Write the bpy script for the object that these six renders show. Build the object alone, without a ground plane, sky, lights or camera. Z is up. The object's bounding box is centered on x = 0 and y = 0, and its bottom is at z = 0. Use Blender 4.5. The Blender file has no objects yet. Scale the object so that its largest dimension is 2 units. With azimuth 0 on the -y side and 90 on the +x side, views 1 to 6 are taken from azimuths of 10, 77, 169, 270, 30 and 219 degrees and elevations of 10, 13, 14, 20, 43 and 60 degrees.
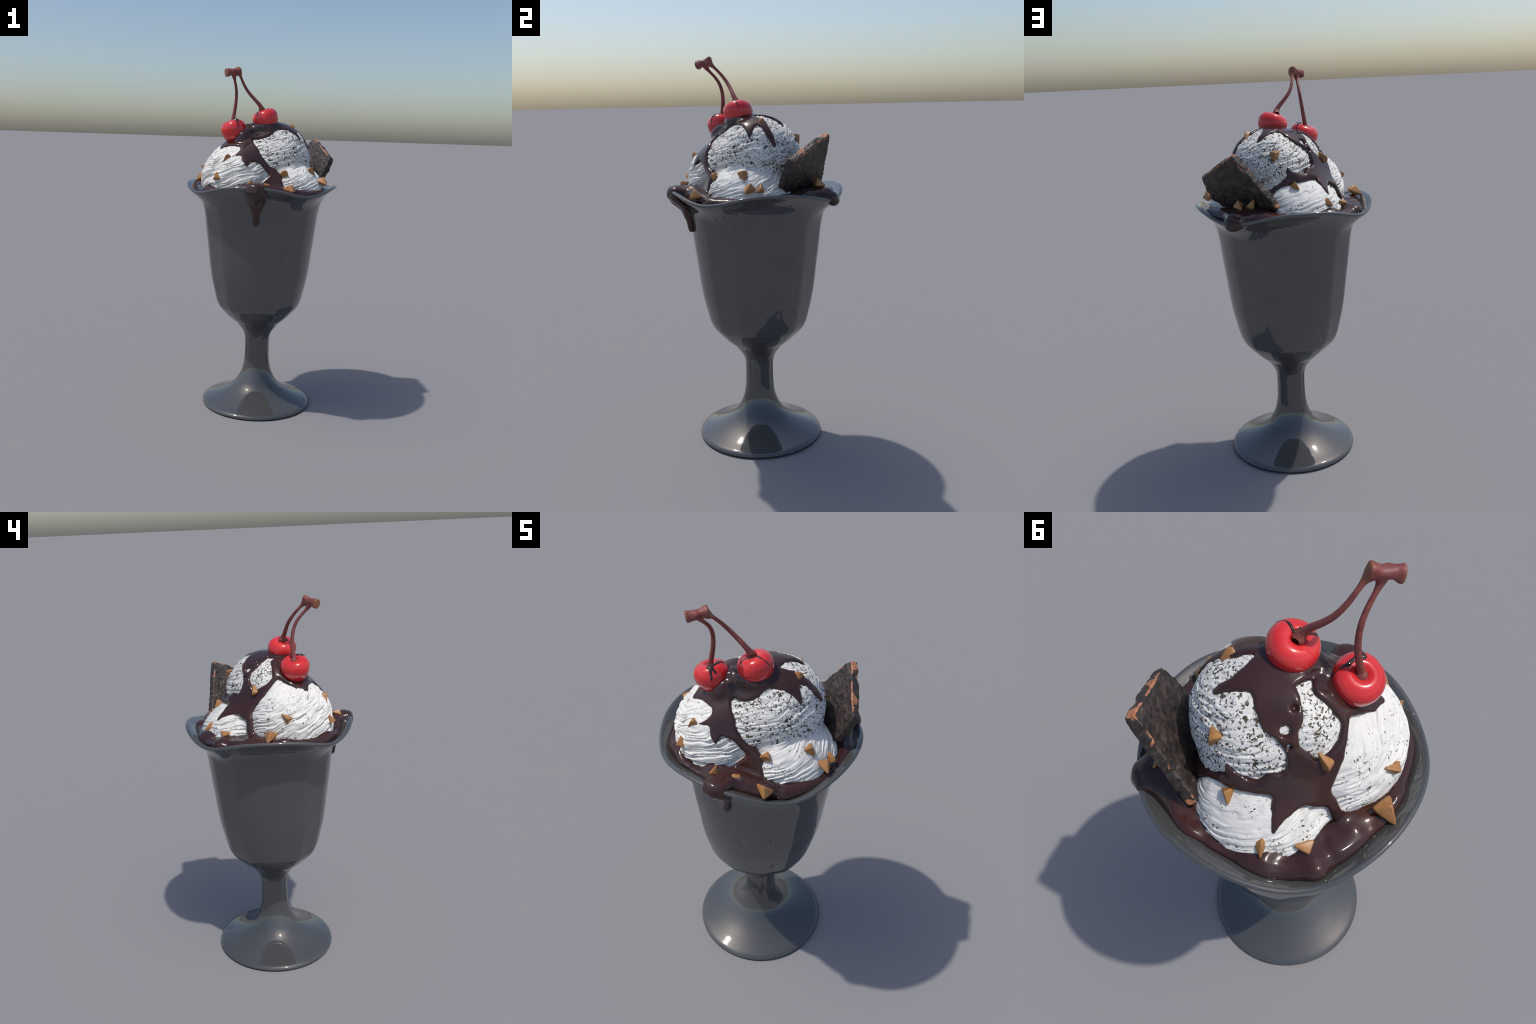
"""Ice cream sundae in a footed tulip glass, with chocolate sauce, two cherries,
a dark wafer and chopped nuts.  Everything is procedural."""
import bpy, bmesh, math, random
import numpy as np
from mathutils import Vector, Matrix, Quaternion

random.seed(7)
F32 = np.float32

# ------------------------------------------------------------------ helpers
def hash3(ix, iy, iz, seed):
    h = (ix * 374761393 + iy * 668265263 + iz * 2147483647 + seed * 974711) & 0xFFFFFFFF
    h = ((h ^ (h >> 13)) * 1274126177) & 0xFFFFFFFF
    h = ((h ^ (h >> 15)) * 2246822519) & 0xFFFFFFFF
    return ((h ^ (h >> 16)) & 0xFFFFFF) / float(0xFFFFFF)

def noise(p, seed=0):
    """smooth value noise, 0..1, p is (..., 3)"""
    p = np.asarray(p, float)
    i = np.floor(p).astype(np.int64)
    f = p - i
    u = f * f * f * (f * (f * 6 - 15) + 10)
    out = 0
    for dx in (0, 1):
        for dy in (0, 1):
            for dz in (0, 1):
                w = (u[..., 0] if dx else 1 - u[..., 0]) * (u[..., 1] if dy else 1 - u[..., 1]) * (u[..., 2] if dz else 1 - u[..., 2])
                out = out + w * hash3(i[..., 0] + dx, i[..., 1] + dy, i[..., 2] + dz, seed)
    return out

def smin(a, b, k):
    h = np.clip(0.5 + 0.5 * (b - a) / k, 0, 1)
    return b + (a - b) * h - k * h * (1 - h)

def smax(a, b, k):
    return -smin(-a, -b, k)

def seg(P, a, b, ra, rb):
    """distance to a tapered capsule"""
    a, b = np.array(a, P.dtype), np.array(b, P.dtype)
    d = b - a
    t = np.clip(((P - a) @ d) / (d @ d + 1e-12), 0, 1)
    q = P - a - t[..., None] * d
    return np.sqrt((q * q).sum(-1)) - (ra + (rb - ra) * t)

def chain(P, pts, k):
    """smooth union of tapered capsules along a path of (x, y, z, r)"""
    out = None
    for a, b in zip(pts[:-1], pts[1:]):
        s = seg(P, a[:3], b[:3], a[3], b[3])
        out = s if out is None else smin(out, s, k)
    return out

def surface_nets(field, origin, h):
    """closed quad mesh of the zero level of a sampled distance field"""
    F = field
    S = F < 0
    nx, ny, nz = F.shape
    cnt = np.zeros((nx - 1, ny - 1, nz - 1), np.int8)
    corner = [(i, j, k) for i in (0, 1) for j in (0, 1) for k in (0, 1)]
    for i, j, k in corner:
        cnt += S[i:nx - 1 + i, j:ny - 1 + j, k:nz - 1 + k]
    act = np.argwhere((cnt > 0) & (cnt < 8))
    idx = np.full(cnt.shape, -1, np.int64)
    idx[tuple(act.T)] = np.arange(len(act))
    acc = np.zeros((len(act), 3)); num = np.zeros(len(act))
    for a in corner:
        for ax in range(3):
            if a[ax]:
                continue
            b = list(a); b[ax] = 1
            fa = F[act[:, 0] + a[0], act[:, 1] + a[1], act[:, 2] + a[2]].astype(float)
            fb = F[act[:, 0] + b[0], act[:, 1] + b[1], act[:, 2] + b[2]].astype(float)
            m = (fa < 0) != (fb < 0)
            t = np.where(m, fa / np.where(m, fa - fb, 1), 0)
            p = np.array(a, float)[None].repeat(len(act), 0)
            p[:, ax] += t
            acc += np.where(m[:, None], p, 0); num += m
    V = (act + acc / num[:, None]) * h + np.array(origin)
    quads = []
    for ax in range(3):
        o1, o2 = [(1, 2), (2, 0), (0, 1)][ax]
        sl0 = [slice(1, -1)] * 3; sl1 = [slice(1, -1)] * 3
        sl0[ax] = slice(0, -1); sl1[ax] = slice(1, None)
        A, B = S[tuple(sl0)], S[tuple(sl1)]
        for flip in (False, True):
            e = np.argwhere((A & ~B) if not flip else (~A & B))
            off = np.ones(3, int); off[ax] = 0
            e = e + off
            c = []
            for d1, d2 in ((-1, -1), (0, -1), (0, 0), (-1, 0)):
                q = e.copy(); q[:, o1] += d1; q[:, o2] += d2
                c.append(idx[q[:, 0], q[:, 1], q[:, 2]])
            c = np.stack(c, 1)
            quads.append(c if not flip else c[:, ::-1])
    return V, np.concatenate(quads)

def mesh_from(name, V, faces, smooth=True):
    me = bpy.data.meshes.new(name)
    V = np.asarray(V, np.float32)
    faces = np.asarray(faces)
    n, k = faces.shape
    me.vertices.add(len(V)); me.vertices.foreach_set("co", V.ravel())
    me.loops.add(n * k); me.loops.foreach_set("vertex_index", faces.ravel().astype(np.int32))
    me.polygons.add(n)
    me.polygons.foreach_set("loop_start", np.arange(0, n * k, k, dtype=np.int32))
    me.polygons.foreach_set("loop_total", np.full(n, k, np.int32))
    me.update(calc_edges=True); me.validate()
    if smooth:
        me.polygons.foreach_set("use_smooth", np.ones(len(me.polygons), bool))
    return me

def vertex_normals(V, quads):
    n = np.zeros_like(V)
    fn = np.cross(V[quads[:, 2]] - V[quads[:, 0]], V[quads[:, 3]] - V[quads[:, 1]])
    for j in range(4):
        for c in range(3):
            n[:, c] += np.bincount(quads[:, j], fn[:, c], len(V))
    return n / (np.linalg.norm(n, axis=1, keepdims=True) + 1e-12)

def add(name, me, parent, mat=None):
    ob = bpy.data.objects.new(name, me)
    bpy.context.scene.collection.objects.link(ob)
    ob.parent = parent
    if mat:
        me.materials.append(mat)
    return ob

def split(names, V, quads, region, parent, mats):
    """one surface cut into named parts that keep the whole surface's normals"""
    N = vertex_normals(V, quads)
    obs = []
    for r, nm in enumerate(names):
        q = quads[region == r]
        used, inv = np.unique(q, return_inverse=True)
        me = mesh_from(nm, V[used], inv.reshape(q.shape))
        me.normals_split_custom_set_from_vertices([tuple(x) for x in N[used]])
        obs.append(add(nm, me, parent, mats[r]))
    return obs

def grid_quads(rows, cols, wrap=True):
    i, j = np.meshgrid(np.arange(rows - 1), np.arange(cols if wrap else cols - 1), indexing="ij")
    i, j = i.ravel(), j.ravel(); j2 = (j + 1) % cols
    return np.stack([i * cols + j, i * cols + j2, (i + 1) * cols + j2, (i + 1) * cols + j], 1)

# ---------------------------------------------------------------- materials
class Nodes:
    def __init__(self, name):
        self.m = bpy.data.materials.new(name); self.m.use_nodes = True
        self.t = self.m.node_tree; self.b = self.t.nodes["Principled BSDF"]
        self.obj = self.t.nodes.new("ShaderNodeTexCoord").outputs["Object"]
    def link(self, a, b): self.t.links.new(a, b)
    def set(self, **kw):
        for k, v in kw.items():
            self.b.inputs[k.replace("_", " ")].default_value = v
    def mapping(self, scale, rot=(0, 0, 0)):
        n = self.t.nodes.new("ShaderNodeMapping")
        n.inputs["Scale"].default_value = scale; n.inputs["Rotation"].default_value = rot
        self.link(self.obj, n.inputs["Vector"]); return n.outputs[0]
    def noise(self, scale, detail=2, rough=0.5, vec=None, distort=0.0):
        n = self.t.nodes.new("ShaderNodeTexNoise")
        n.inputs["Scale"].default_value = scale; n.inputs["Detail"].default_value = detail
        n.inputs["Roughness"].default_value = rough; n.inputs["Distortion"].default_value = distort
        self.link(vec or self.obj, n.inputs["Vector"]); return n.outputs["Fac"]
    def voronoi(self, scale, vec=None, out="Distance"):
        n = self.t.nodes.new("ShaderNodeTexVoronoi"); n.inputs["Scale"].default_value = scale
        self.link(vec or self.obj, n.inputs["Vector"]); return n.outputs[out]
    def ramp(self, fac, stops):
        n = self.t.nodes.new("ShaderNodeValToRGB"); e = n.color_ramp.elements
        while len(e) < len(stops): e.new(0.5)
        for el, (p, c) in zip(e, stops):
            el.position = p; el.color = (*c, 1) if isinstance(c, tuple) else (c, c, c, 1)
        self.link(fac, n.inputs["Fac"]); return n.outputs["Color"]
    def mix(self, fac, a, b):
        n = self.t.nodes.new("ShaderNodeMix"); n.data_type = "RGBA"
        for s, v in ((0, fac), (6, a), (7, b)):
            if hasattr(v, "is_linked"): self.link(v, n.inputs[s])
            elif s == 0: n.inputs[s].default_value = v
            else: n.inputs[s].default_value = (*v, 1)
        return n.outputs[2]
    def math(self, op, a, b=0.0):
        n = self.t.nodes.new("ShaderNodeMath"); n.operation = op
        for s, v in ((0, a), (1, b)):
            if hasattr(v, "is_linked"): self.link(v, n.inputs[s])
            else: n.inputs[s].default_value = v
        return n.outputs[0]
    def attr(self, name):
        n = self.t.nodes.new("ShaderNodeAttribute"); n.attribute_name = name; return n.outputs["Fac"]
    def bump(self, height, strength, dist):
        n = self.t.nodes.new("ShaderNodeBump")
        n.inputs["Strength"].default_value = strength; n.inputs["Distance"].default_value = dist
        self.link(height, n.inputs["Height"]); self.link(n.outputs[0], self.b.inputs["Normal"])
    def color(self, c): self.link(c, self.b.inputs["Base Color"])

def glass_material(name, wet):
    n = Nodes(name)
    n.set(Roughness=0.045, IOR=1.85)
    n.color(n.ramp(n.noise(6, 3), [(0.3, (0.058, 0.059, 0.060)), (0.7, (0.065, 0.066, 0.066))]))
    if not wet:
        return n.m
    # condensation: sparse drops that have run a little way down
    drops = n.ramp(n.voronoi(26, n.mapping((1.0, 1.0, 0.33))), [(0.0, 1.0), (0.10, 0.6), (0.18, 0.0)])
    where = n.ramp(n.noise(7, 2), [(0.46, 0.0), (0.58, 1.0)])
    n.bump(n.math("MULTIPLY", drops, where), 0.7, 0.006)
    return n.m

def ice_material(name, lo, hi, coarse):
    """white ice cream with ground cookie specks; lo/hi set how many"""
    n = Nodes(name)
    n.set(Roughness=0.55)
    n.b.inputs["Specular IOR Level"].default_value = 0.25
    fine = n.noise(120, 2, 0.5, distort=0.3)
    big = n.noise(50, 2, 0.55, distort=0.5)
    where = n.noise(16, 2, 0.6)
    dens = n.ramp(where, [(0.36, lo), (0.64, hi)])
    f = n.math("SUBTRACT", n.math("ADD", fine, n.math("MULTIPLY", dens, 0.22)), 0.745)
    b = n.math("SUBTRACT", n.math("ADD", big, n.math("MULTIPLY", dens, 0.17)), coarse)
    spk = n.ramp(n.math("MULTIPLY", n.math("MAXIMUM", f, b), 11.0), [(0.0, 0.0), (0.7, 1.0)])
    base = n.ramp(n.noise(30, 3), [(0.3, (0.71, 0.695, 0.66)), (0.7, (0.78, 0.762, 0.72))])
    crumb = n.ramp(n.noise(60, 1), [(0.4, (0.045, 0.036, 0.026)), (0.6, (0.10, 0.078, 0.05))])
    n.color(n.mix(spk, base, crumb))
    n.bump(n.noise(90, 3, 0.6, n.mapping((0.45, 0.45, 1.7))), 0.35, 0.004)
    return n.m

def sauce_material():
    n = Nodes("chocolate_sauce")
    n.set(Roughness=0.11, IOR=1.5)
    n.color(n.ramp(n.noise(7, 1, 0.4), [(0.42, (0.040, 0.017, 0.0165)), (0.66, (0.048, 0.019, 0.016)), (0.80, (0.062, 0.018, 0.012))]))
    return n.m

def cherry_material():
    n = Nodes("glazed_cherry")
    n.set(Roughness=0.16, IOR=1.5)
    n.b.inputs["Coat Weight"].default_value = 0.4
    n.b.inputs["Coat Roughness"].default_value = 0.04
    n.color(n.ramp(n.noise(9, 2), [(0.35, (0.60, 0.020, 0.022)), (0.65, (0.70, 0.034, 0.036))]))
    return n.m

def stem_material():
    n = Nodes("cherry_stalk")
    n.set(Roughness=0.5)
    skin = n.ramp(n.noise(40, 3, 0.6), [(0.3, (0.155, 0.036, 0.032)), (0.6, (0.235, 0.058, 0.048))])
    n.color(n.mix(n.math("MULTIPLY", n.attr("cut"), n.ramp(n.noise(45, 2), [(0.3, 0.4), (0.6, 1.0)])), skin, (0.26, 0.095, 0.045)))
    n.bump(n.noise(70, 2), 0.3, 0.003)
    return n.m

def wafer_material():
    n = Nodes("dark_wafer")
    n.set(Roughness=0.5)
    crust = n.ramp(n.noise(38, 4, 0.65), [(0.30, (0.014, 0.0095, 0.0085)), (0.48, (0.036, 0.025, 0.022)), (0.62, (0.066, 0.047, 0.037)), (0.72, (0.14, 0.115, 0.100))])
    wear = n.math("ADD", n.math("MULTIPLY", n.attr("edge"), 0.62), n.math("MULTIPLY", n.noise(17, 3, 0.6), 1.0))
    mask = n.ramp(n.math("SUBTRACT", wear, 0.45), [(0.63, 0.0), (0.66, 1.0)])
    raw = n.ramp(n.noise(60, 2), [(0.3, (0.36, 0.14, 0.065)), (0.7, (0.52, 0.22, 0.11))])
    n.color(n.mix(mask, crust, raw))
    n.bump(n.noise(55, 4, 0.65), 0.75, 0.009)
    return n.m

def nut_material():
    n = Nodes("roasted_nut")
    n.set(Roughness=0.42)
    c = n.ramp(n.noise(45, 3, 0.6), [(0.3, (0.30, 0.135, 0.042)), (0.7, (0.43, 0.205, 0.068))])
    n.color(c)
    n.bump(n.noise(80, 2), 0.3, 0.003)
    return n.m

GLASS, GLASS_WET, SAUCE, CHERRY, STALK, WAFER, NUT = glass_material("smoked_glass", False), glass_material("smoked_glass_with_condensation", True), sauce_material(), cherry_material(), stem_material(), wafer_material(), nut_material()
ICE_DENSE, ICE_PLAIN = ice_material("cookie_ice_cream", 0.68, 1.0, 0.755), ice_material("vanilla_ice_cream", 0.0, 0.74, 0.775)

root = bpy.data.objects.new("ice_cream_sundae", None)
bpy.context.scene.collection.objects.link(root)
root["label"] = "ice cream sundae with chocolate sauce, cherries, wafer in footed glass"
root["category"] = "ice cream sundae"

# -------------------------------------------------------------------- glass
AXIS = np.array([0.0, 0.008])
def rim_z(t):
    return 1.339 + 0.0217 * np.cos(4 * t) - 0.0035 * np.cos(8 * t)

def panel(t):
    """round cup with a flat chamfer let into each diagonal"""
    u = np.abs((t + math.pi / 4) % (math.pi / 2) - math.pi / 4)   # angle from the nearest panel centre
    v = math.pi / 4 - u                                          # angle from the nearest diagonal
    return smin(1 + 0.034 * np.clip(u / 0.63, 0, 1.2) ** 2, 1.003 / np.cos(v), 0.008)

def inner_radius(x, y, z):
    """where the inside of the cup wall stands, for whatever fills it"""
    t = np.arctan2(y - AXIS[1], x - AXIS[0])
    zz = z - (rim_z(t) - 1.339) * np.clip((z - 1.2) / 0.1, 0, 1)
    return np.interp(zz, [0.9, 1.10, 1.210, 1.260, 1.291, 1.313, 1.329, 1.340, 1.36], [0.26, 0.300, 0.318, 0.337, 0.360, 0.384, 0.406, 0.428, 0.50])

def build_glass():
    T = np.linspace(0, 2 * math.pi, 144, endpoint=False)
    g = panel(T)
    # (radius, z, how square, how much z follows the wavy rim)
    prof = [(0.0, 0.004, 0, 0), (0.30, 0.004, 0, 0), (0.322, 0.0, 0, 0), (0.329, 0.006, 0, 0), (0.328, 0.015, 0, 0), (0.318, 0.024, 0, 0),
            (0.30, 0.031, 0, 0), (0.27, 0.042, 0, 0), (0.24, 0.055, 0, 0), (0.21, 0.069, 0, 0), (0.18, 0.086, 0, 0), (0.15, 0.107, 0, 0),
            (0.125, 0.132, 0, 0), (0.110, 0.157, 0, 0), (0.0965, 0.183, 0, 0), (0.0865, 0.212, 0, 0), (0.0795, 0.245, 0, 0), (0.075, 0.28, 1.8, 0),
            (0.0735, 0.32, 1.8, 0), (0.073, 0.37, 1.8, 0), (0.0742, 0.41, 1.8, 0), (0.0775, 0.427, 1.8, 0), (0.0865, 0.446, 0, 0), (0.100, 0.468, 0, 0),
            (0.118, 0.490, 0, 0), (0.138, 0.513, 0.2, 0), (0.167, 0.537, 0.5, 0), (0.200, 0.571, 0.8, 0), (0.230, 0.605, 0.95, 0), (0.244, 0.626, 1, 0),
            (0.258, 0.66, 1, 0), (0.272, 0.72, 1, 0), (0.2865, 0.785, 1, 0), (0.298, 0.86, 1, 0), (0.308, 0.95, 1, 0), (0.318, 1.03, 1, 0),
            (0.326, 1.10, 1, 0), (0.3335, 1.165, 0.9, 0.1), (0.3445, 1.215, 0.7, 0.35), (0.357, 1.245, 0.5, 0.65), (0.376, 1.270, 0.3, 0.85), (0.398, 1.291, 0.12, 0.95),
            (0.420, 1.309, 0, 1), (0.437, 1.322, 0, 1), (0.4440, 1.329, 0, 1), (0.4445, 1.336, 0, 1), (0.439, 1.341, 0, 1), (0.429, 1.340, 0, 1),
            (0.408, 1.329, 0, 1), (0.386, 1.313, 0.1, 0.95), (0.364, 1.291, 0.3, 0.8), (0.342, 1.260, 0.5, 0.6), (0.324, 1.210, 0.75, 0.25), (0.310, 1.10, 1, 0),
            (0.288, 0.92, 1, 0), (0.266, 0.78, 1, 0), (0.236, 0.66, 1, 0), (0.215, 0.62, 0.8, 0), (0.12, 0.58, 0.2, 0), (0.0, 0.57, 0, 0)]
    # refine the profile with a smooth curve
    P = np.array(prof); rows = []
    for i in range(len(P) - 1):
        p0, p1, p2, p3 = P[max(i - 1, 0)], P[i], P[i + 1], P[min(i + 2, len(P) - 1)]
        for t in (0, 0.5):
            rows.append(p1 if t == 0 else 0.5 * (p1 + p2) + 0.0625 * ((p1 - p0) - (p3 - p2)) * 0.9)
    rows.append(P[-1]); rows = np.array(rows)
    V, zmid = [], []
    for r, z, sq, w in rows:
        rr = max(r, 1e-4) * (1 + sq * (g - 1)) - 0.004 * w * np.cos(4 * T)
        V.append(np.stack([AXIS[0] + rr * np.cos(T), AXIS[1] + rr * np.sin(T), z + w * (rim_z(T) - 1.339)], 1)); zmid.append(z)
    V = np.concatenate(V); n = len(T)
    Q = grid_quads(len(rows), n)
    i = Q[:, 0] // n; zm = np.array(zmid)[i]
    reg = np.where(zm < 0.186, 2, np.where(zm < 0.42, 1, 0)); reg[i > 60] = 0
    bowl, stem, foot = split(["glass_bowl", "glass_stem", "glass_foot"], V, Q, reg, root, [GLASS_WET, GLASS, GLASS])
    return bowl
build_glass()

# ---------------------------------------------------------------- ice cream
SCOOPS = [((0.055, 0.010, 1.489), 0.219), ((-0.103, -0.088, 1.366), 0.236), ((0.150, -0.048, 1.272), 0.228), ((-0.040, 0.132, 1.252), 0.240)]
CROWN = ((-0.078, -0.015, 1.572), 0.102)      # a knob of ice cream bridging the two upper scoops
def scoop_d(P):
    return np.stack([np.sqrt(((P - np.array(c, P.dtype)) ** 2).sum(-1)) - r for c, r in SCOOPS], -1)
def ice(P):
    """the scoops pressed together: broadly merged on top, a crease elsewhere"""
    d = scoop_d(P); f = lambda k: P.dtype.type(k)
    crown = np.sqrt(((P - np.array(CROWN[0], P.dtype)) ** 2).sum(-1)) - CROWN[1]
    top = smin(smin(d[..., 0], d[..., 1], f(0.085)), crown, f(0.06))
    return smin(smin(top, d[..., 3], f(0.05)), d[..., 2], f(0.02))

def ridges(P, N):
    """furrows left by the scoop: long wavy grooves winding slowly up each ball"""
    d = scoop_d(P); w = np.exp(-np.clip((d - d.min(-1, keepdims=True)) / 0.008, 0, 30)); w /= w.sum(-1, keepdims=True)
    seam = [math.radians(160), math.radians(40), math.radians(165), math.radians(-70)]
    tilt, out = [0.26, 0.36, 0.32, 0.20], 0
    for s, (c, r) in enumerate(SCOOPS):
        q = P - np.array(c)
        phi = (np.arctan2(q[:, 1], q[:, 0]) - seam[s]) % (2 * math.pi) - math.pi
        warp = noise(P * 12 + 5 * s, 11) - 0.5 + 0.45 * (noise(P * 27 + 5 * s, 12) - 0.5)
        h = q[:, 2] - tilt[s] * r * phi + 0.021 * warp
        along = phi * r
        a = noise(np.stack([along * 11, h * 104, np.full(len(h), 3.7 * s)], 1), 21)
        b = noise(np.stack([along * 19, h * 170, np.full(len(h), 9.1 + s)], 1), 22)
        dip = lambda v: np.clip((0.54 - v) / 0.30, 0, 1) ** 1.2
        out = out + w[:, s] * (-0.0072 * dip(a) - 0.0042 * dip(b) + 0.0019)
    depth = 0.42 + 0.95 * np.clip((noise(P * 9, 31) - 0.30) * 2.4, 0, 1)
    side = np.clip(1.15 - np.clip(N[:, 2], 0, 1) ** 3, 0.2, 1)
    lump = (noise(P * 14, 41) - 0.5) * 0.008 + (noise(P * 40, 42) - 0.5) * 0.0024
    return out * depth * side + lump

def build_ice():
    O = np.array([0.02, 0.01, 1.30]); NU, NV = 960, 520
    u = np.linspace(0, 2 * math.pi, NU, endpoint=False)
    v = np.linspace(math.radians(0.15), math.radians(128), NV)
    U, W = np.meshgrid(u, v)
    D = np.stack([np.sin(W) * np.cos(U), np.sin(W) * np.sin(U), np.cos(W)], -1).reshape(-1, 3)
    lo, hi = np.full(len(D), 0.02), np.full(len(D), 0.7)
    for _ in range(22):
        m = 0.5 * (lo + hi); inside = ice(O + D * m[:, None]) < 0
        lo, hi = np.where(inside, m, lo), np.where(inside, hi, m)
    P = O + D * lo[:, None]
    e = 1e-3
    N = np.stack([ice(P + e * np.eye(3)[a]) - ice(P - e * np.eye(3)[a]) for a in range(3)], 1)
    N /= np.linalg.norm(N, axis=1, keepdims=True)
    V = P + N * ridges(P, N)[:, None]
    # below the rim the scoops fill the cup and take its shape
    x, y = V[:, 0] - AXIS[0], V[:, 1] - AXIS[1]; r = np.hypot(x, y) + 1e-9
    f = np.minimum(1, (inner_radius(V[:, 0], V[:, 1], V[:, 2]) - 0.002) / r)
    V[:, 0], V[:, 1] = AXIS[0] + x * f, AXIS[1] + y * f
    Q = grid_quads(NV, NU)[:, ::-1]
    reg = scoop_d(P[Q].mean(1)).argmin(1)
    split(["ice_cream_scoop"] * 4, V, Q, reg, root, [ICE_DENSE, ICE_PLAIN, ICE_PLAIN, ICE_PLAIN])
build_ice()

# -------------------------------------------------------------------- sauce
# streams on the ice cream, each a path of (x, y, z, half width)
STREAMS = [
    # cap and the broad stream down the left rear
    [(0.004, -0.113, 1.667, 0.078), (0.021, -0.037, 1.703, 0.073), (0.013, 0.032, 1.705, 0.054), (-0.034, 0.066, 1.686, 0.057), (-0.063, 0.087, 1.665, 0.054), (-0.093, 0.105, 1.631, 0.027), (-0.118, 0.114, 1.595, 0.017), (-0.146, 0.114, 1.549, 0.035), (-0.159, 0.121, 1.512, 0.060)],
    # thin neck beside the left scoop
    [(-0.110, -0.053, 1.672, 0.041), (-0.156, -0.040, 1.646, 0.022), (-0.186, -0.028, 1.614, 0.009), (-0.203, 0.004, 1.582, 0.010), (-0.206, 0.044, 1.548, 0.024), (-0.192, 0.094, 1.508, 0.048)],
    # collar under the lower cherry
    [(-0.162, -0.064, 1.634, 0.035), (-0.179, -0.107, 1.598, 0.027), (-0.204, -0.138, 1.577, 0.015), (-0.209, -0.179, 1.560, 0.007)],
    [(-0.140, -0.150, 1.588, 0.034), (-0.172, -0.162, 1.572, 0.020)],
    # run down to the pool between left and rear scoops
    [(-0.172, 0.128, 1.486, 0.063), (-0.204, 0.120, 1.457, 0.037), (-0.240, 0.105, 1.424, 0.015), (-0.262, 0.105, 1.378, 0.014), (-0.282, 0.069, 1.30, 0.030)],
    # drip on the rear scoop
    [(-0.152, 0.162, 1.476, 0.054), (-0.153, 0.205, 1.454, 0.031), (-0.158, 0.237, 1.436, 0.015), (-0.164, 0.267, 1.410, 0.004)],
    # arm along the crease between top and rear scoops, with its upward spike
    [(-0.107, 0.182, 1.498, 0.033), (-0.073, 0.207, 1.482, 0.018), (-0.028, 0.225, 1.482, 0.020), (0.020, 0.230, 1.470, 0.020), (0.077, 0.232, 1.440, 0.014), (0.154, 0.223, 1.375, 0.030)],
    [(-0.021, 0.228, 1.496, 0.016), (0.008, 0.230, 1.510, 0.012), (0.020, 0.230, 1.545, 0.004)],
    # short tongues of the cap, going round
    [(0.039, 0.035, 1.708, 0.040), (0.071, 0.070, 1.702, 0.029), (0.093, 0.099, 1.688, 0.014), (0.124, 0.122, 1.663, 0.003)],
    [(0.124, -0.042, 1.693, 0.039), (0.185, -0.053, 1.657, 0.020), (0.209, -0.059, 1.633, 0.009), (0.219, -0.063, 1.619, 0.003)],
    [(0.153, -0.009, 1.687, 0.026), (0.207, 0.023, 1.650, 0.015), (0.234, 0.041, 1.616, 0.009), (0.256, 0.051, 1.573, 0.003)],
    [(0.066, 0.018, 1.711, 0.026), (0.068, 0.078, 1.703, 0.017), (0.118, 0.108, 1.674, 0.008), (0.132, 0.120, 1.652, 0.003)],
    # front stream between left and top scoops, with three tongues
    [(-0.041, -0.128, 1.646, 0.029), (-0.083, -0.173, 1.601, 0.042), (-0.053, -0.218, 1.569, 0.038), (-0.029, -0.244, 1.537, 0.047), (-0.001, -0.251, 1.516, 0.030), (0.036, -0.250, 1.490, 0.016), (0.065, -0.246, 1.457, 0.013), (0.096, -0.233, 1.430, 0.022), (0.111, -0.241, 1.401, 0.034), (0.105, -0.260, 1.361, 0.062)],
    [(-0.049, -0.263, 1.519, 0.032), (-0.045, -0.283, 1.490, 0.018), (-0.038, -0.295, 1.467, 0.005)],
    [(-0.064, -0.248, 1.540, 0.026), (-0.098, -0.268, 1.523, 0.009), (-0.128, -0.277, 1.511, 0.002)],
    [(-0.115, -0.190, 1.584, 0.027), (-0.166, -0.184, 1.576, 0.012), (-0.209, -0.183, 1.558, 0.005)],
    # front hem of the cap
    [(-0.031, -0.122, 1.653, 0.029), (0.026, -0.104, 1.677, 0.029), (0.076, -0.086, 1.688, 0.029), (0.119, -0.068, 1.686, 0.033), (0.159, -0.052, 1.674, 0.032), (0.198, -0.060, 1.644, 0.013), (0.218, -0.063, 1.621, 0.003)],
    [(0.162, -0.016, 1.681, 0.023), (0.197, 0.007, 1.659, 0.010), (0.231, 0.021, 1.623, 0.007), (0.258, 0.051, 1.570, 0.002)],
]
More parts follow.
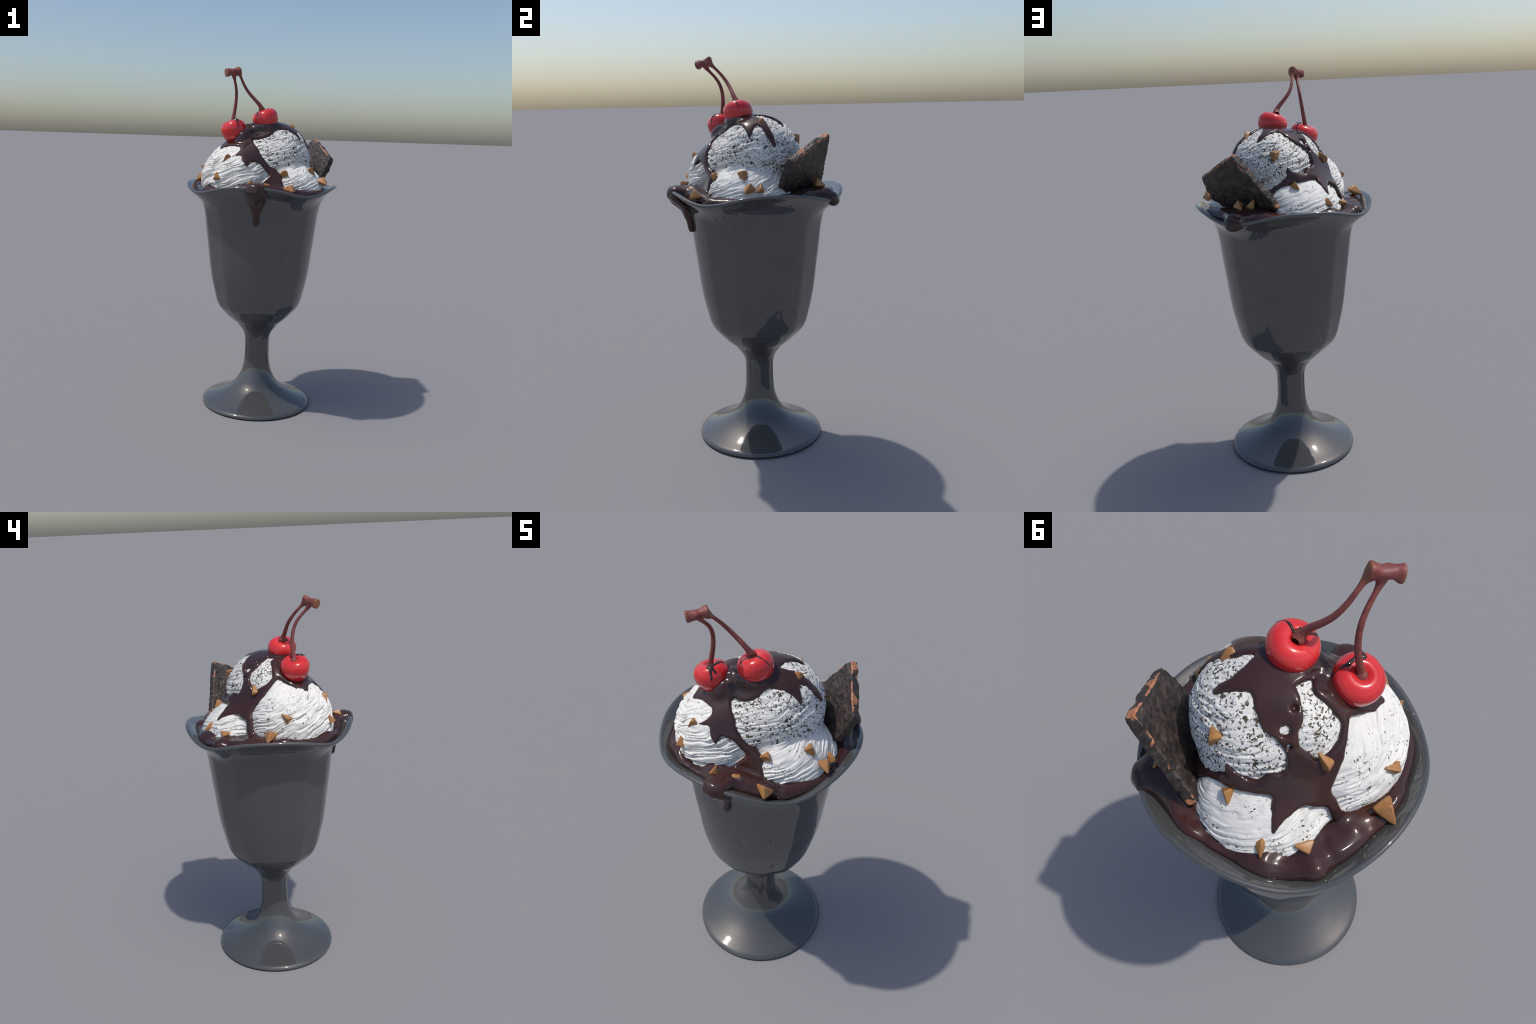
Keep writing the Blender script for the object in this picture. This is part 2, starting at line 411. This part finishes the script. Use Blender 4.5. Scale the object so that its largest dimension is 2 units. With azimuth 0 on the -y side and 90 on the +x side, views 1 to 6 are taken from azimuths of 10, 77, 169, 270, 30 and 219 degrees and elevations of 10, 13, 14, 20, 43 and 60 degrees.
# thick sauce standing off the ice cream: round the cherries and over the rim
BLOBS = [
    [(-0.100, -0.105, 1.620, 0.040), (-0.055, -0.100, 1.645, 0.030), (0.020, -0.075, 1.685, 0.050)],
    [(-0.110, -0.150, 1.610, 0.035), (-0.085, -0.150, 1.640, 0.022)],
    [(-0.075, -0.110, 1.665, 0.030), (-0.055, -0.115, 1.650, 0.030), (-0.090, -0.165, 1.620, 0.030)],
    # a collar that the upper cherry has sunk into
    [(0.023 + 0.056 * math.cos(a), -0.072 + 0.056 * math.sin(a), 1.683 + 0.006 * math.sin(a + 0.5), 0.021) for a in np.linspace(0, 2 * math.pi, 13)],
    # the heap at the rear left
    [(-0.24, 0.22, 1.31, 0.04), (-0.30, 0.255, 1.312, 0.032)],
    # the pool stands highest against the glass and behind the wafer
    [(0.08, 0.33, 1.308, 0.034), (0.20, 0.29, 1.320, 0.045), (0.28, 0.285, 1.318, 0.040), (0.31, 0.19, 1.318, 0.042), (0.37, 0.10, 1.312, 0.032), (0.392, 0.0, 1.312, 0.026), (0.368, -0.13, 1.306, 0.030), (0.275, -0.270, 1.303, 0.030)],
    [(-0.04, -0.32, 1.332, 0.036), (0.10, -0.315, 1.332, 0.038), (0.19, -0.29, 1.318, 0.032)],
]
SPILLS = [
    # over the front rim: three strands that meet in one long drip against the glass
    [(0.030, -0.350, 1.335, 0.040), (0.036, -0.395, 1.350, 0.030), (0.036, -0.418, 1.348, 0.028), (0.034, -0.424, 1.332, 0.024), (0.033, -0.403, 1.308, 0.028), (0.031, -0.376, 1.283, 0.026), (0.028, -0.358, 1.262, 0.020), (0.027, -0.344, 1.238, 0.0195), (0.027, -0.336, 1.195, 0.0195), (0.027, -0.330, 1.156, 0.018)],
    [(0.004, -0.360, 1.338, 0.034), (0.004, -0.410, 1.350, 0.024), (-0.002, -0.420, 1.332, 0.020), (-0.008, -0.400, 1.309, 0.015), (-0.002, -0.374, 1.284, 0.015), (0.012, -0.355, 1.258, 0.017), (0.022, -0.343, 1.235, 0.016)],
    [(0.060, -0.360, 1.333, 0.034), (0.066, -0.406, 1.346, 0.024), (0.074, -0.414, 1.326, 0.020), (0.078, -0.394, 1.302, 0.015), (0.070, -0.370, 1.279, 0.015), (0.048, -0.353, 1.254, 0.017), (0.034, -0.342, 1.232, 0.016)],
    # over the rim behind the wafer
    [(0.22, 0.25, 1.325, 0.042), (0.280, 0.296, 1.325, 0.036), (0.302, 0.320, 1.318, 0.028), (0.310, 0.328, 1.301, 0.022)],
    [(0.25, 0.20, 1.325, 0.040), (0.300, 0.265, 1.320, 0.026), (0.322, 0.300, 1.311, 0.020), (0.320, 0.312, 1.302, 0.016)],
    [(0.17, 0.27, 1.322, 0.040), (0.235, 0.320, 1.318, 0.026), (0.274, 0.345, 1.311, 0.020), (0.288, 0.342, 1.302, 0.016)],
]
CHERRIES = [((-0.149, -0.132, 1.650), (-0.164, -0.127, 1.697)), ((0.023, -0.075, 1.717), (0.002, -0.079, 1.779))]

def filled(P):
    """the scoops with the valleys between them filled, as the sauce lies"""
    d = scoop_d(P)
    crown = np.sqrt(((P - np.array(CROWN[0], P.dtype)) ** 2).sum(-1)) - CROWN[1]
    top = smin(smin(d[..., 0], d[..., 1], F32(0.10)), crown, F32(0.07))
    return smin(smin(top, d[..., 3], F32(0.08)), d[..., 2], F32(0.07))

def pool(P):
    x, y, z = P[..., 0], P[..., 1] - F32(AXIS[1]), P[..., 2]
    r, t = np.sqrt(x * x + y * y), np.arctan2(y, x)
    edge = 0.402 + 0.006 * np.sin(3 * t + 1.0) + 0.005 * np.sin(7 * t) + 0.004 * np.sin(13 * t + 2)
    edge = np.minimum(edge, inner_radius(P[..., 0], P[..., 1], z) + 0.006)
    lump = (noise(np.stack([x * 13, y * 13, x * 0], -1), 51) - 0.5) * 0.030 + (noise(np.stack([x * 30, y * 30, x * 0], -1), 52) - 0.5) * 0.006
    top = 1.342 + lump - 0.4 * np.clip(r - 0.37, 0, 1)
    return smax(z - top, r - edge, 0.022)

def build_sauce():
    h = 0.004
    lo, hi = np.array([-0.48, -0.50, 1.10]), np.array([0.48, 0.48, 1.76])
    n = np.ceil((hi - lo) / h).astype(int)
    ax = [(lo[a] + h * np.arange(n[a])).astype(F32) for a in range(3)]
    field = np.full(tuple(n), 0.05, F32)
    grid = lambda sel: np.stack([ax[a][sel[:, a]] for a in range(3)], -1)
    # sheet over the ice cream, evaluated in a band only
    step = 4
    C = np.stack(np.meshgrid(*[np.arange(0, m, step) for m in n], indexing="ij"), -1).reshape(-1, 3)
    near = C[np.abs(filled(grid(np.minimum(C, n - 1)))) < 0.035]
    off = np.stack(np.meshgrid(*[np.arange(step)] * 3, indexing="ij"), -1).reshape(-1, 3)
    cells = (near[:, None] + off[None]).reshape(-1, 3); cells = cells[(cells < n).all(1)]
    P = grid(cells); d = filled(P); keep = np.abs(d) < 0.030
    cells, P, d = cells[keep], P[keep], d[keep]
    mask = None
    for s in STREAMS:
        m = chain(P, s, 0.004) - F32(0.0035)
        mask = m if mask is None else smin(mask, m, 0.015)
    # bubbles left open in the rear stream
    for c, r in (((-0.086, 0.104, 1.643), 0.015), ((-0.109, 0.119, 1.604), 0.009), ((-0.079, 0.051, 1.679), 0.008)):
        mask = smax(mask, r - np.sqrt(((P - np.array(c, F32)) ** 2).sum(-1)), 0.004)
    sheet = smax(smax(d - 0.0075, mask, 0.012), -(ice(P) + 0.016), 0.002)
    field[tuple(cells.T)] = np.minimum(field[tuple(cells.T)], sheet)
    # pool and thick blobs
    k0, k1 = 0, int((1.44 - lo[2]) / h)
    I = np.stack(np.meshgrid(np.arange(n[0]), np.arange(n[1]), np.arange(int((1.2 - lo[2]) / h), k1), indexing="ij"), -1).reshape(-1, 3)
    P = grid(I)
    rr = np.sqrt(P[:, 0] ** 2 + P[:, 1] ** 2); ok = (rr > 0.15) & (rr < 0.46)
    I, P = I[ok], P[ok]
    f = np.maximum(pool(P), 1.235 - P[:, 2])
    field[tuple(I.T)] = smin(field[tuple(I.T)], f.astype(F32), F32(0.022))
    for b in BLOBS + SPILLS:
        q = np.array(b); a0 = np.maximum(((q[:, :3] - q[:, 3:]).min(0) - 0.05 - lo) / h, 0).astype(int); a1 = np.minimum(((q[:, :3] + q[:, 3:]).max(0) + 0.05 - lo) / h, n).astype(int)
        I = np.stack(np.meshgrid(*[np.arange(a0[a], a1[a]) for a in range(3)], indexing="ij"), -1).reshape(-1, 3)
        P = grid(I); f = chain(P, b, 0.002)
        if b in BLOBS:      # these stay inside the cup
            f = smax(f, np.hypot(P[:, 0] - AXIS[0], P[:, 1] - AXIS[1]) - inner_radius(P[:, 0], P[:, 1], P[:, 2]) - 0.005, 0.006)
        field[tuple(I.T)] = smin(field[tuple(I.T)], f.astype(F32), F32(0.028))
    V, Q = surface_nets(field, lo, h)
    for _ in range(2):   # relax stair steps
        e = np.concatenate([Q[:, [0, 1]], Q[:, [1, 2]], Q[:, [2, 3]], Q[:, [3, 0]]])
        cnt = np.bincount(e.ravel(), minlength=len(V)).astype(float)
        s = np.stack([np.bincount(e[:, 0], V[e[:, 1], c], len(V)) + np.bincount(e[:, 1], V[e[:, 0], c], len(V)) for c in range(3)], 1)
        V = 0.5 * V + 0.5 * s / cnt[:, None]
    add("chocolate_sauce", mesh_from("chocolate_sauce", V, Q), root, SAUCE)
build_sauce()

# ----------------------------------------------------------------- cherries
CH_R = 0.0742
CH_PROF = [(0.0, -0.93), (0.22, -0.91), (0.45, -0.82), (0.68, -0.62), (0.86, -0.35), (0.965, -0.07), (1.0, 0.16), (0.965, 0.40), (0.84, 0.62), (0.65, 0.75), (0.47, 0.79), (0.33, 0.76), (0.22, 0.68), (0.12, 0.61), (0.0, 0.59)]
def build_cherry(c, s, seed):
    c, s = np.array(c), np.array(s)
    me = bpy.data.meshes.new("cherry"); P = np.array(CH_PROF); rows = []
    for i in range(len(P) - 1):
        p0, p1, p2, p3 = P[max(i - 1, 0)], P[i], P[i + 1], P[min(i + 2, len(P) - 1)]
        for t in (0, 1 / 3, 2 / 3):
            rows.append(0.5 * (2 * p1 + (p2 - p0) * t + (2 * p0 - 5 * p1 + 4 * p2 - p3) * t * t + (3 * p1 - p0 - 3 * p2 + p3) * t ** 3))
    rows.append(P[-1]); rows = np.array(rows)
    T = np.linspace(0, 2 * math.pi, 72, endpoint=False)
    # a shallow suture line runs down one side
    cleft = 1 - 0.035 * np.exp(-((T - 4.4) / 0.22) ** 2)
    V = np.concatenate([np.stack([max(r, 1e-3) * cleft * np.cos(T), max(r, 1e-3) * cleft * np.sin(T), np.full_like(T, z)], 1) for r, z in rows]) * CH_R
    V *= (1 + 0.03 * (noise(V * 18 + seed, 61) - 0.5))[:, None]
    q = Vector((0, 0, 1)).rotation_difference(Vector(s - c).normalized())
    V = V @ np.array(q.to_matrix()).T + c
    ob = add("cherry", mesh_from("cherry", V, grid_quads(len(rows), len(T))), root, CHERRY)
    return ob
cherries = [build_cherry(c, s, i * 7.0) for i, (c, s) in enumerate(CHERRIES)]

def bezier(ctrl, n=44):
    t = np.linspace(0, 1, n)[:, None]; m = len(ctrl) - 1
    return sum(math.comb(m, i) * (1 - t) ** (m - i) * t ** i * np.array(c) for i, c in enumerate(ctrl))

def build_stalks():
    left = bezier([(-0.164, -0.127, 1.690), (-0.166, -0.138, 1.679), (-0.125, -0.074, 1.881), (-0.142, -0.164, 1.891), (-0.142, -0.203, 1.950)])
    right = bezier([(-0.001, -0.077, 1.775), (-0.010, -0.103, 1.824), (-0.096, -0.086, 1.857), (-0.100, -0.123, 1.909), (-0.116, -0.189, 1.968)])
    def radius(i, n):
        t = i / (n - 1)
        return 0.0068 + 0.0050 * (1 - t) ** 1.2 + 0.0075 * math.exp(-t / 0.05) + 0.006 * max(0, (t - 0.86) / 0.14) ** 2
    h = 0.0021
    lo, hi = np.array([-0.225, -0.285, 1.665]), np.array([0.035, -0.06, 2.03])
    n = np.ceil((hi - lo) / h).astype(int)
    P = np.stack(np.meshgrid(*[(lo[a] + h * np.arange(n[a])).astype(F32) for a in range(3)], indexing="ij"), -1)
    f = np.full(P.shape[:3], 0.05, F32)
    for line in (left, right):
        for i in range(len(line) - 1):
            ra, rb = radius(i, len(line)), radius(i + 1, len(line))
            a, b = line[i], line[i + 1]
            i0 = np.maximum((np.minimum(a, b) - 0.035 - lo) / h, 0).astype(int); i1 = np.minimum((np.maximum(a, b) + 0.035 - lo) / h, n).astype(int)
            sl = tuple(slice(i0[k], i1[k]) for k in range(3))
            f[sl] = np.minimum(f[sl], seg(P[sl], a, b, ra, rb).astype(F32))
    # the woody end that joins both stalks: a short stub with flat cut ends
    a, b = np.array([-0.178, -0.243, 1.963]), np.array([-0.112, -0.186, 1.978])
    d = (b - a) / np.linalg.norm(b - a); L = np.linalg.norm(b - a)
    q = P - a.astype(F32); s = q @ d.astype(F32)
    rad = np.sqrt(np.maximum((q * q).sum(-1) - s * s, 0))
    waist = 0.0235 - 0.0045 * np.sin(np.clip(s / L, 0, 1) * math.pi)
    waist = waist + 0.009 * (noise(P * 38, 71) - 0.5)
    stub = smax(rad - waist, np.abs(s - L / 2) - L / 2, 0.008)
    f = smin(f, stub.astype(F32), F32(0.014))
    V, Q = surface_nets(f, lo, h)
    me = mesh_from("cherry_stem", V, Q)
    s = (V - a) @ d
    near = np.linalg.norm(V - a - np.outer(np.clip(s, 0, L), d), axis=1) < 0.032
    cut = np.clip(np.maximum(0.012 - s, s - L + 0.012) / 0.012, 0, 1) * near
    at = me.attributes.new("cut", "FLOAT", "POINT"); at.data.foreach_set("value", cut.astype(np.float32))
    add("cherry_stem", me, root, STALK)
build_stalks()

# streaks of sauce running out of the cherry dimples, relative to the cherry centre
STREAKS = [
    (1, 0.0045, [(-0.007, -0.026, 0.068), (0.003, -0.012, 0.072), (0.028, -0.020, 0.064), (0.055, -0.014, 0.046), (0.072, 0.003, 0.009)]),
    (1, 0.0045, [(-0.009, -0.033, 0.065), (-0.035, -0.035, 0.054), (-0.042, -0.050, 0.033), (-0.041, -0.060, 0.005)]),
    (0, 0.0085, [(0.010, -0.034, 0.064), (0.024, -0.034, 0.060), (0.040, -0.036, 0.050)]),
    (0, 0.0045, [(0.014, -0.038, 0.062), (0.030, -0.052, 0.045), (0.033, -0.056, 0.033), (0.040, -0.062, 0.003)]),
    (0, 0.0060, [(0.010, -0.020, 0.068), (0.021, -0.015, 0.068), (0.027, 0.018, 0.065), (0.041, 0.044, 0.041), (0.054, 0.053, 0.015)]),
]
def build_streaks():
    from mathutils.bvhtree import BVHTree
    for k, ob in enumerate(cherries):
        me = ob.data; c = np.array(CHERRIES[k][0])
        tree = BVHTree.FromPolygons([v.co for v in me.vertices], [p.vertices[:] for p in me.polygons])
        h = 0.0018; n = np.array([92, 92, 92]); lo = c - 0.083
        P = np.stack(np.meshgrid(*[(lo[a] + h * np.arange(n[a])).astype(F32) for a in range(3)], indexing="ij"), -1)
        f = np.full(P.shape[:3], 0.05, F32)
        for which, r, pts in STREAKS:
            if which != k:
                continue
            fine = []
            for a, b in zip(pts[:-1], pts[1:]):
                fine += [np.array(a) * (1 - t) + np.array(b) * t for t in np.linspace(0, 1, 6)[:-1]]
            fine.append(np.array(pts[-1]))
            snap = [np.array(tree.ray_cast(Vector(c + 3 * q), Vector(-q))[0]) for q in fine]
            for i in range(len(snap) - 1):
                wob = 1.5 - 0.85 * i / len(snap) + 0.15 * math.sin(i * 0.9 + k)
                a, b = snap[i], snap[i + 1]
                i0 = np.maximum((np.minimum(a, b) - 0.02 - lo) / h, 0).astype(int); i1 = np.minimum((np.maximum(a, b) + 0.02 - lo) / h, n).astype(int)
                sl = tuple(slice(i0[m], i1[m]) for m in range(3))
                mid = (a + b) / 2 - c; inset = 0.85 * r * mid / np.linalg.norm(mid)
                f[sl] = smin(f[sl], seg(P[sl], a - inset, b - inset, r * wob, r * wob).astype(F32), F32(0.002))
        f[:1] = f[-1:] = 0.05; f[:, :1] = f[:, -1:] = 0.05; f[..., :1] = f[..., -1:] = 0.05
        V, Q = surface_nets(f, lo, h)
        add("sauce_streak", mesh_from("sauce_streak", V, Q), ob, SAUCE)
build_streaks()

# -------------------------------------------------------------------- wafer
def build_wafer():
    T, E, D = np.array([0.275, 0.292, 1.626]), np.array([0.390, 0.082, 1.514]), np.array([0.080, 0.314, 1.378])
    nrm = np.cross(E - T, D - T); nrm /= np.linalg.norm(nrm)          # points away from the ice cream
    ux = (E - T) / np.linalg.norm(E - T); uy = np.cross(nrm, ux)
    outline = [T, E, (0.379, 0.069, 1.448), (0.343, 0.056, 1.393), (0.30, 0.085, 1.345), (0.11, 0.285, 1.335), D]
    poly = np.array([[(np.array(p) - T) @ ux, (np.array(p) - T) @ uy] for p in outline])
    h, thick = 0.0034, 0.033
    lo = np.array([*(poly.min(0) - 0.02), -0.02]); hi = np.array([*(poly.max(0) + 0.02), thick + 0.02])
    n = np.ceil((hi - lo) / h).astype(int)
    P = np.stack(np.meshgrid(*[lo[a] + h * np.arange(n[a]) for a in range(3)], indexing="ij"), -1)
    p2 = P[..., :2]; dmin = np.full(P.shape[:3], 9.0); inside = np.zeros(P.shape[:3], bool)
    for i in range(len(poly)):
        a, b = poly[i], poly[(i + 1) % len(poly)]
        e = b - a; w = p2 - a; t = np.clip((w @ e) / (e @ e), 0, 1)
        dmin = np.minimum(dmin, np.linalg.norm(w - t[..., None] * e, axis=-1))
        cr = ((a[1] > p2[..., 1]) != (b[1] > p2[..., 1])) & (p2[..., 0] < (b[0] - a[0]) * (p2[..., 1] - a[1]) / (b[1] - a[1] + 1e-12) + a[0])
        inside ^= cr
    d2 = np.where(inside, -dmin, dmin)
    rough = (noise(P * 26, 81) - 0.5) * 0.005 + (noise(P * 75, 82) - 0.5) * 0.004 - 0.001
    f = smax(d2 - 0.003 + (noise(P * 22, 83) - 0.5) * 0.003, np.abs(P[..., 2] - thick / 2) - thick / 2, 0.007) + rough
    V, Q = surface_nets(f.astype(F32), lo, h)
    # how close each point lies to the broken edge, for the worn colour
    edge = np.zeros(len(V)); worn = [1.12, 0.85, 0.45, 0.3, 0.3, 0.6, 0.95]      # the top edge is worn most
    for i in range(len(poly)):
        a, b = poly[i], poly[(i + 1) % len(poly)]
        e = b - a; w = V[:, :2] - a; t = np.clip((w @ e) / (e @ e), 0, 1)
        edge = np.maximum(edge, worn[i] * np.clip(1 - np.linalg.norm(w - t[:, None] * e, axis=-1) / 0.018, 0, 1))
    W = T + V[:, :1] * ux + V[:, 1:2] * uy + (V[:, 2:] - 0.006) * nrm
    me = mesh_from("chocolate_wafer", W, Q)
    at = me.attributes.new("edge", "FLOAT", "POINT"); at.data.foreach_set("value", edge.astype(np.float32))
    add("chocolate_wafer", me, root, WAFER)
build_wafer()

# --------------------------------------------------------------------- nuts
NUT_AT = [  # place and size of each chopped nut
    (-0.009, 0.269, 1.452, 0.9), (-0.154, 0.311, 1.363, 0.95), (-0.236, 0.231, 1.353, 1.0), (0.072, 0.207, 1.592, 1.05), (-0.188, 0.077, 1.562, 1.0),
    (-0.325, -0.073, 1.450, 1.0), (-0.161, -0.275, 1.496, 1.0), (-0.204, -0.300, 1.404, 0.9), (-0.375, 0.007, 1.366, 1.45), (0.149, -0.231, 1.420, 1.0),
    (0.300, -0.115, 1.439, 1.05), (0.359, -0.048, 1.385, 0.85), (0.366, -0.109, 1.376, 1.1), (0.202, -0.322, 1.344, 1.35), (0.088, -0.324, 1.360, 0.85),
    (-0.005, -0.351, 1.373, 0.9), (0.168, 0.018, 1.675, 1.0), (0.262, 0.268, 1.374, 1.05), (0.203, 0.266, 1.381, 1.05)]
def nut_shape(seed):
    r = random.Random(seed)
    # a splinter of nut: a skewed wedge with one sharp point, edges knocked off
    pts = [(1.02, r.uniform(-0.2, 0.2), -0.35), (-0.75, 0.85 + r.uniform(-0.15, 0.15), -0.3), (-0.7, -0.85 + r.uniform(-0.15, 0.15), -0.35),
           (-0.25 + r.uniform(-0.2, 0.3), r.uniform(-0.25, 0.25), r.uniform(0.55, 0.75)), (0.1, r.uniform(-0.3, 0.3), -0.8)]
    if seed % 3 == 1:
        pts.append((-0.85, r.uniform(-0.3, 0.3), 0.45))
    bm = bmesh.new()
    for p in pts:
        bm.verts.new(Vector(p) * 0.0335)
    res = bmesh.ops.convex_hull(bm, input=bm.verts)
    bmesh.ops.delete(bm, geom=[v for v in bm.verts if not v.link_faces], context="VERTS")
    bmesh.ops.bevel(bm, geom=bm.edges[:], offset=0.0055, segments=3, affect="EDGES", profile=0.6, clamp_overlap=True)
    bmesh.ops.recalc_face_normals(bm, faces=bm.faces)
    me = bpy.data.meshes.new("nut_piece"); bm.to_mesh(me); bm.free()
    me.polygons.foreach_set("use_smooth", np.ones(len(me.polygons), bool))
    me.set_sharp_from_angle(angle=math.radians(40))
    me.materials.append(NUT)
    return me
def build_nuts():
    shapes = [nut_shape(s) for s in range(5)]
    for i, (x, y, z, s) in enumerate(NUT_AT):
        p = np.array([[x, y, z]]); e = 1e-3
        g = np.array([float(ice(p + e * np.eye(3)[a])[0] - ice(p - e * np.eye(3)[a])[0]) for a in range(3)])
        if x * x + y * y > 0.115 and z < 1.38:
            g = g * 0.4 + np.array([0, 0, 0.002])
        q = Vector((0, 0, 1)).rotation_difference(Vector(g).normalized())
        ob = bpy.data.objects.new("nut_piece", shapes[i % 5])
        bpy.context.scene.collection.objects.link(ob)
        ob.parent = root
        ob.rotation_mode = "QUATERNION"
        ob.rotation_quaternion = q @ Quaternion((0, 0, 1), random.uniform(0, 6.28)) @ Quaternion((1, 0, 0), random.uniform(-0.25, 0.25))
        nv = Vector(g).normalized()
        ob.location = Vector((x, y, z)) + nv * (0.013 if z < 1.385 and x * x + y * y > 0.1 else 0.008)
        ob.scale = (s * random.uniform(0.9, 1.2), s * random.uniform(0.85, 1.05), s * random.uniform(0.8, 1.1))
build_nuts()
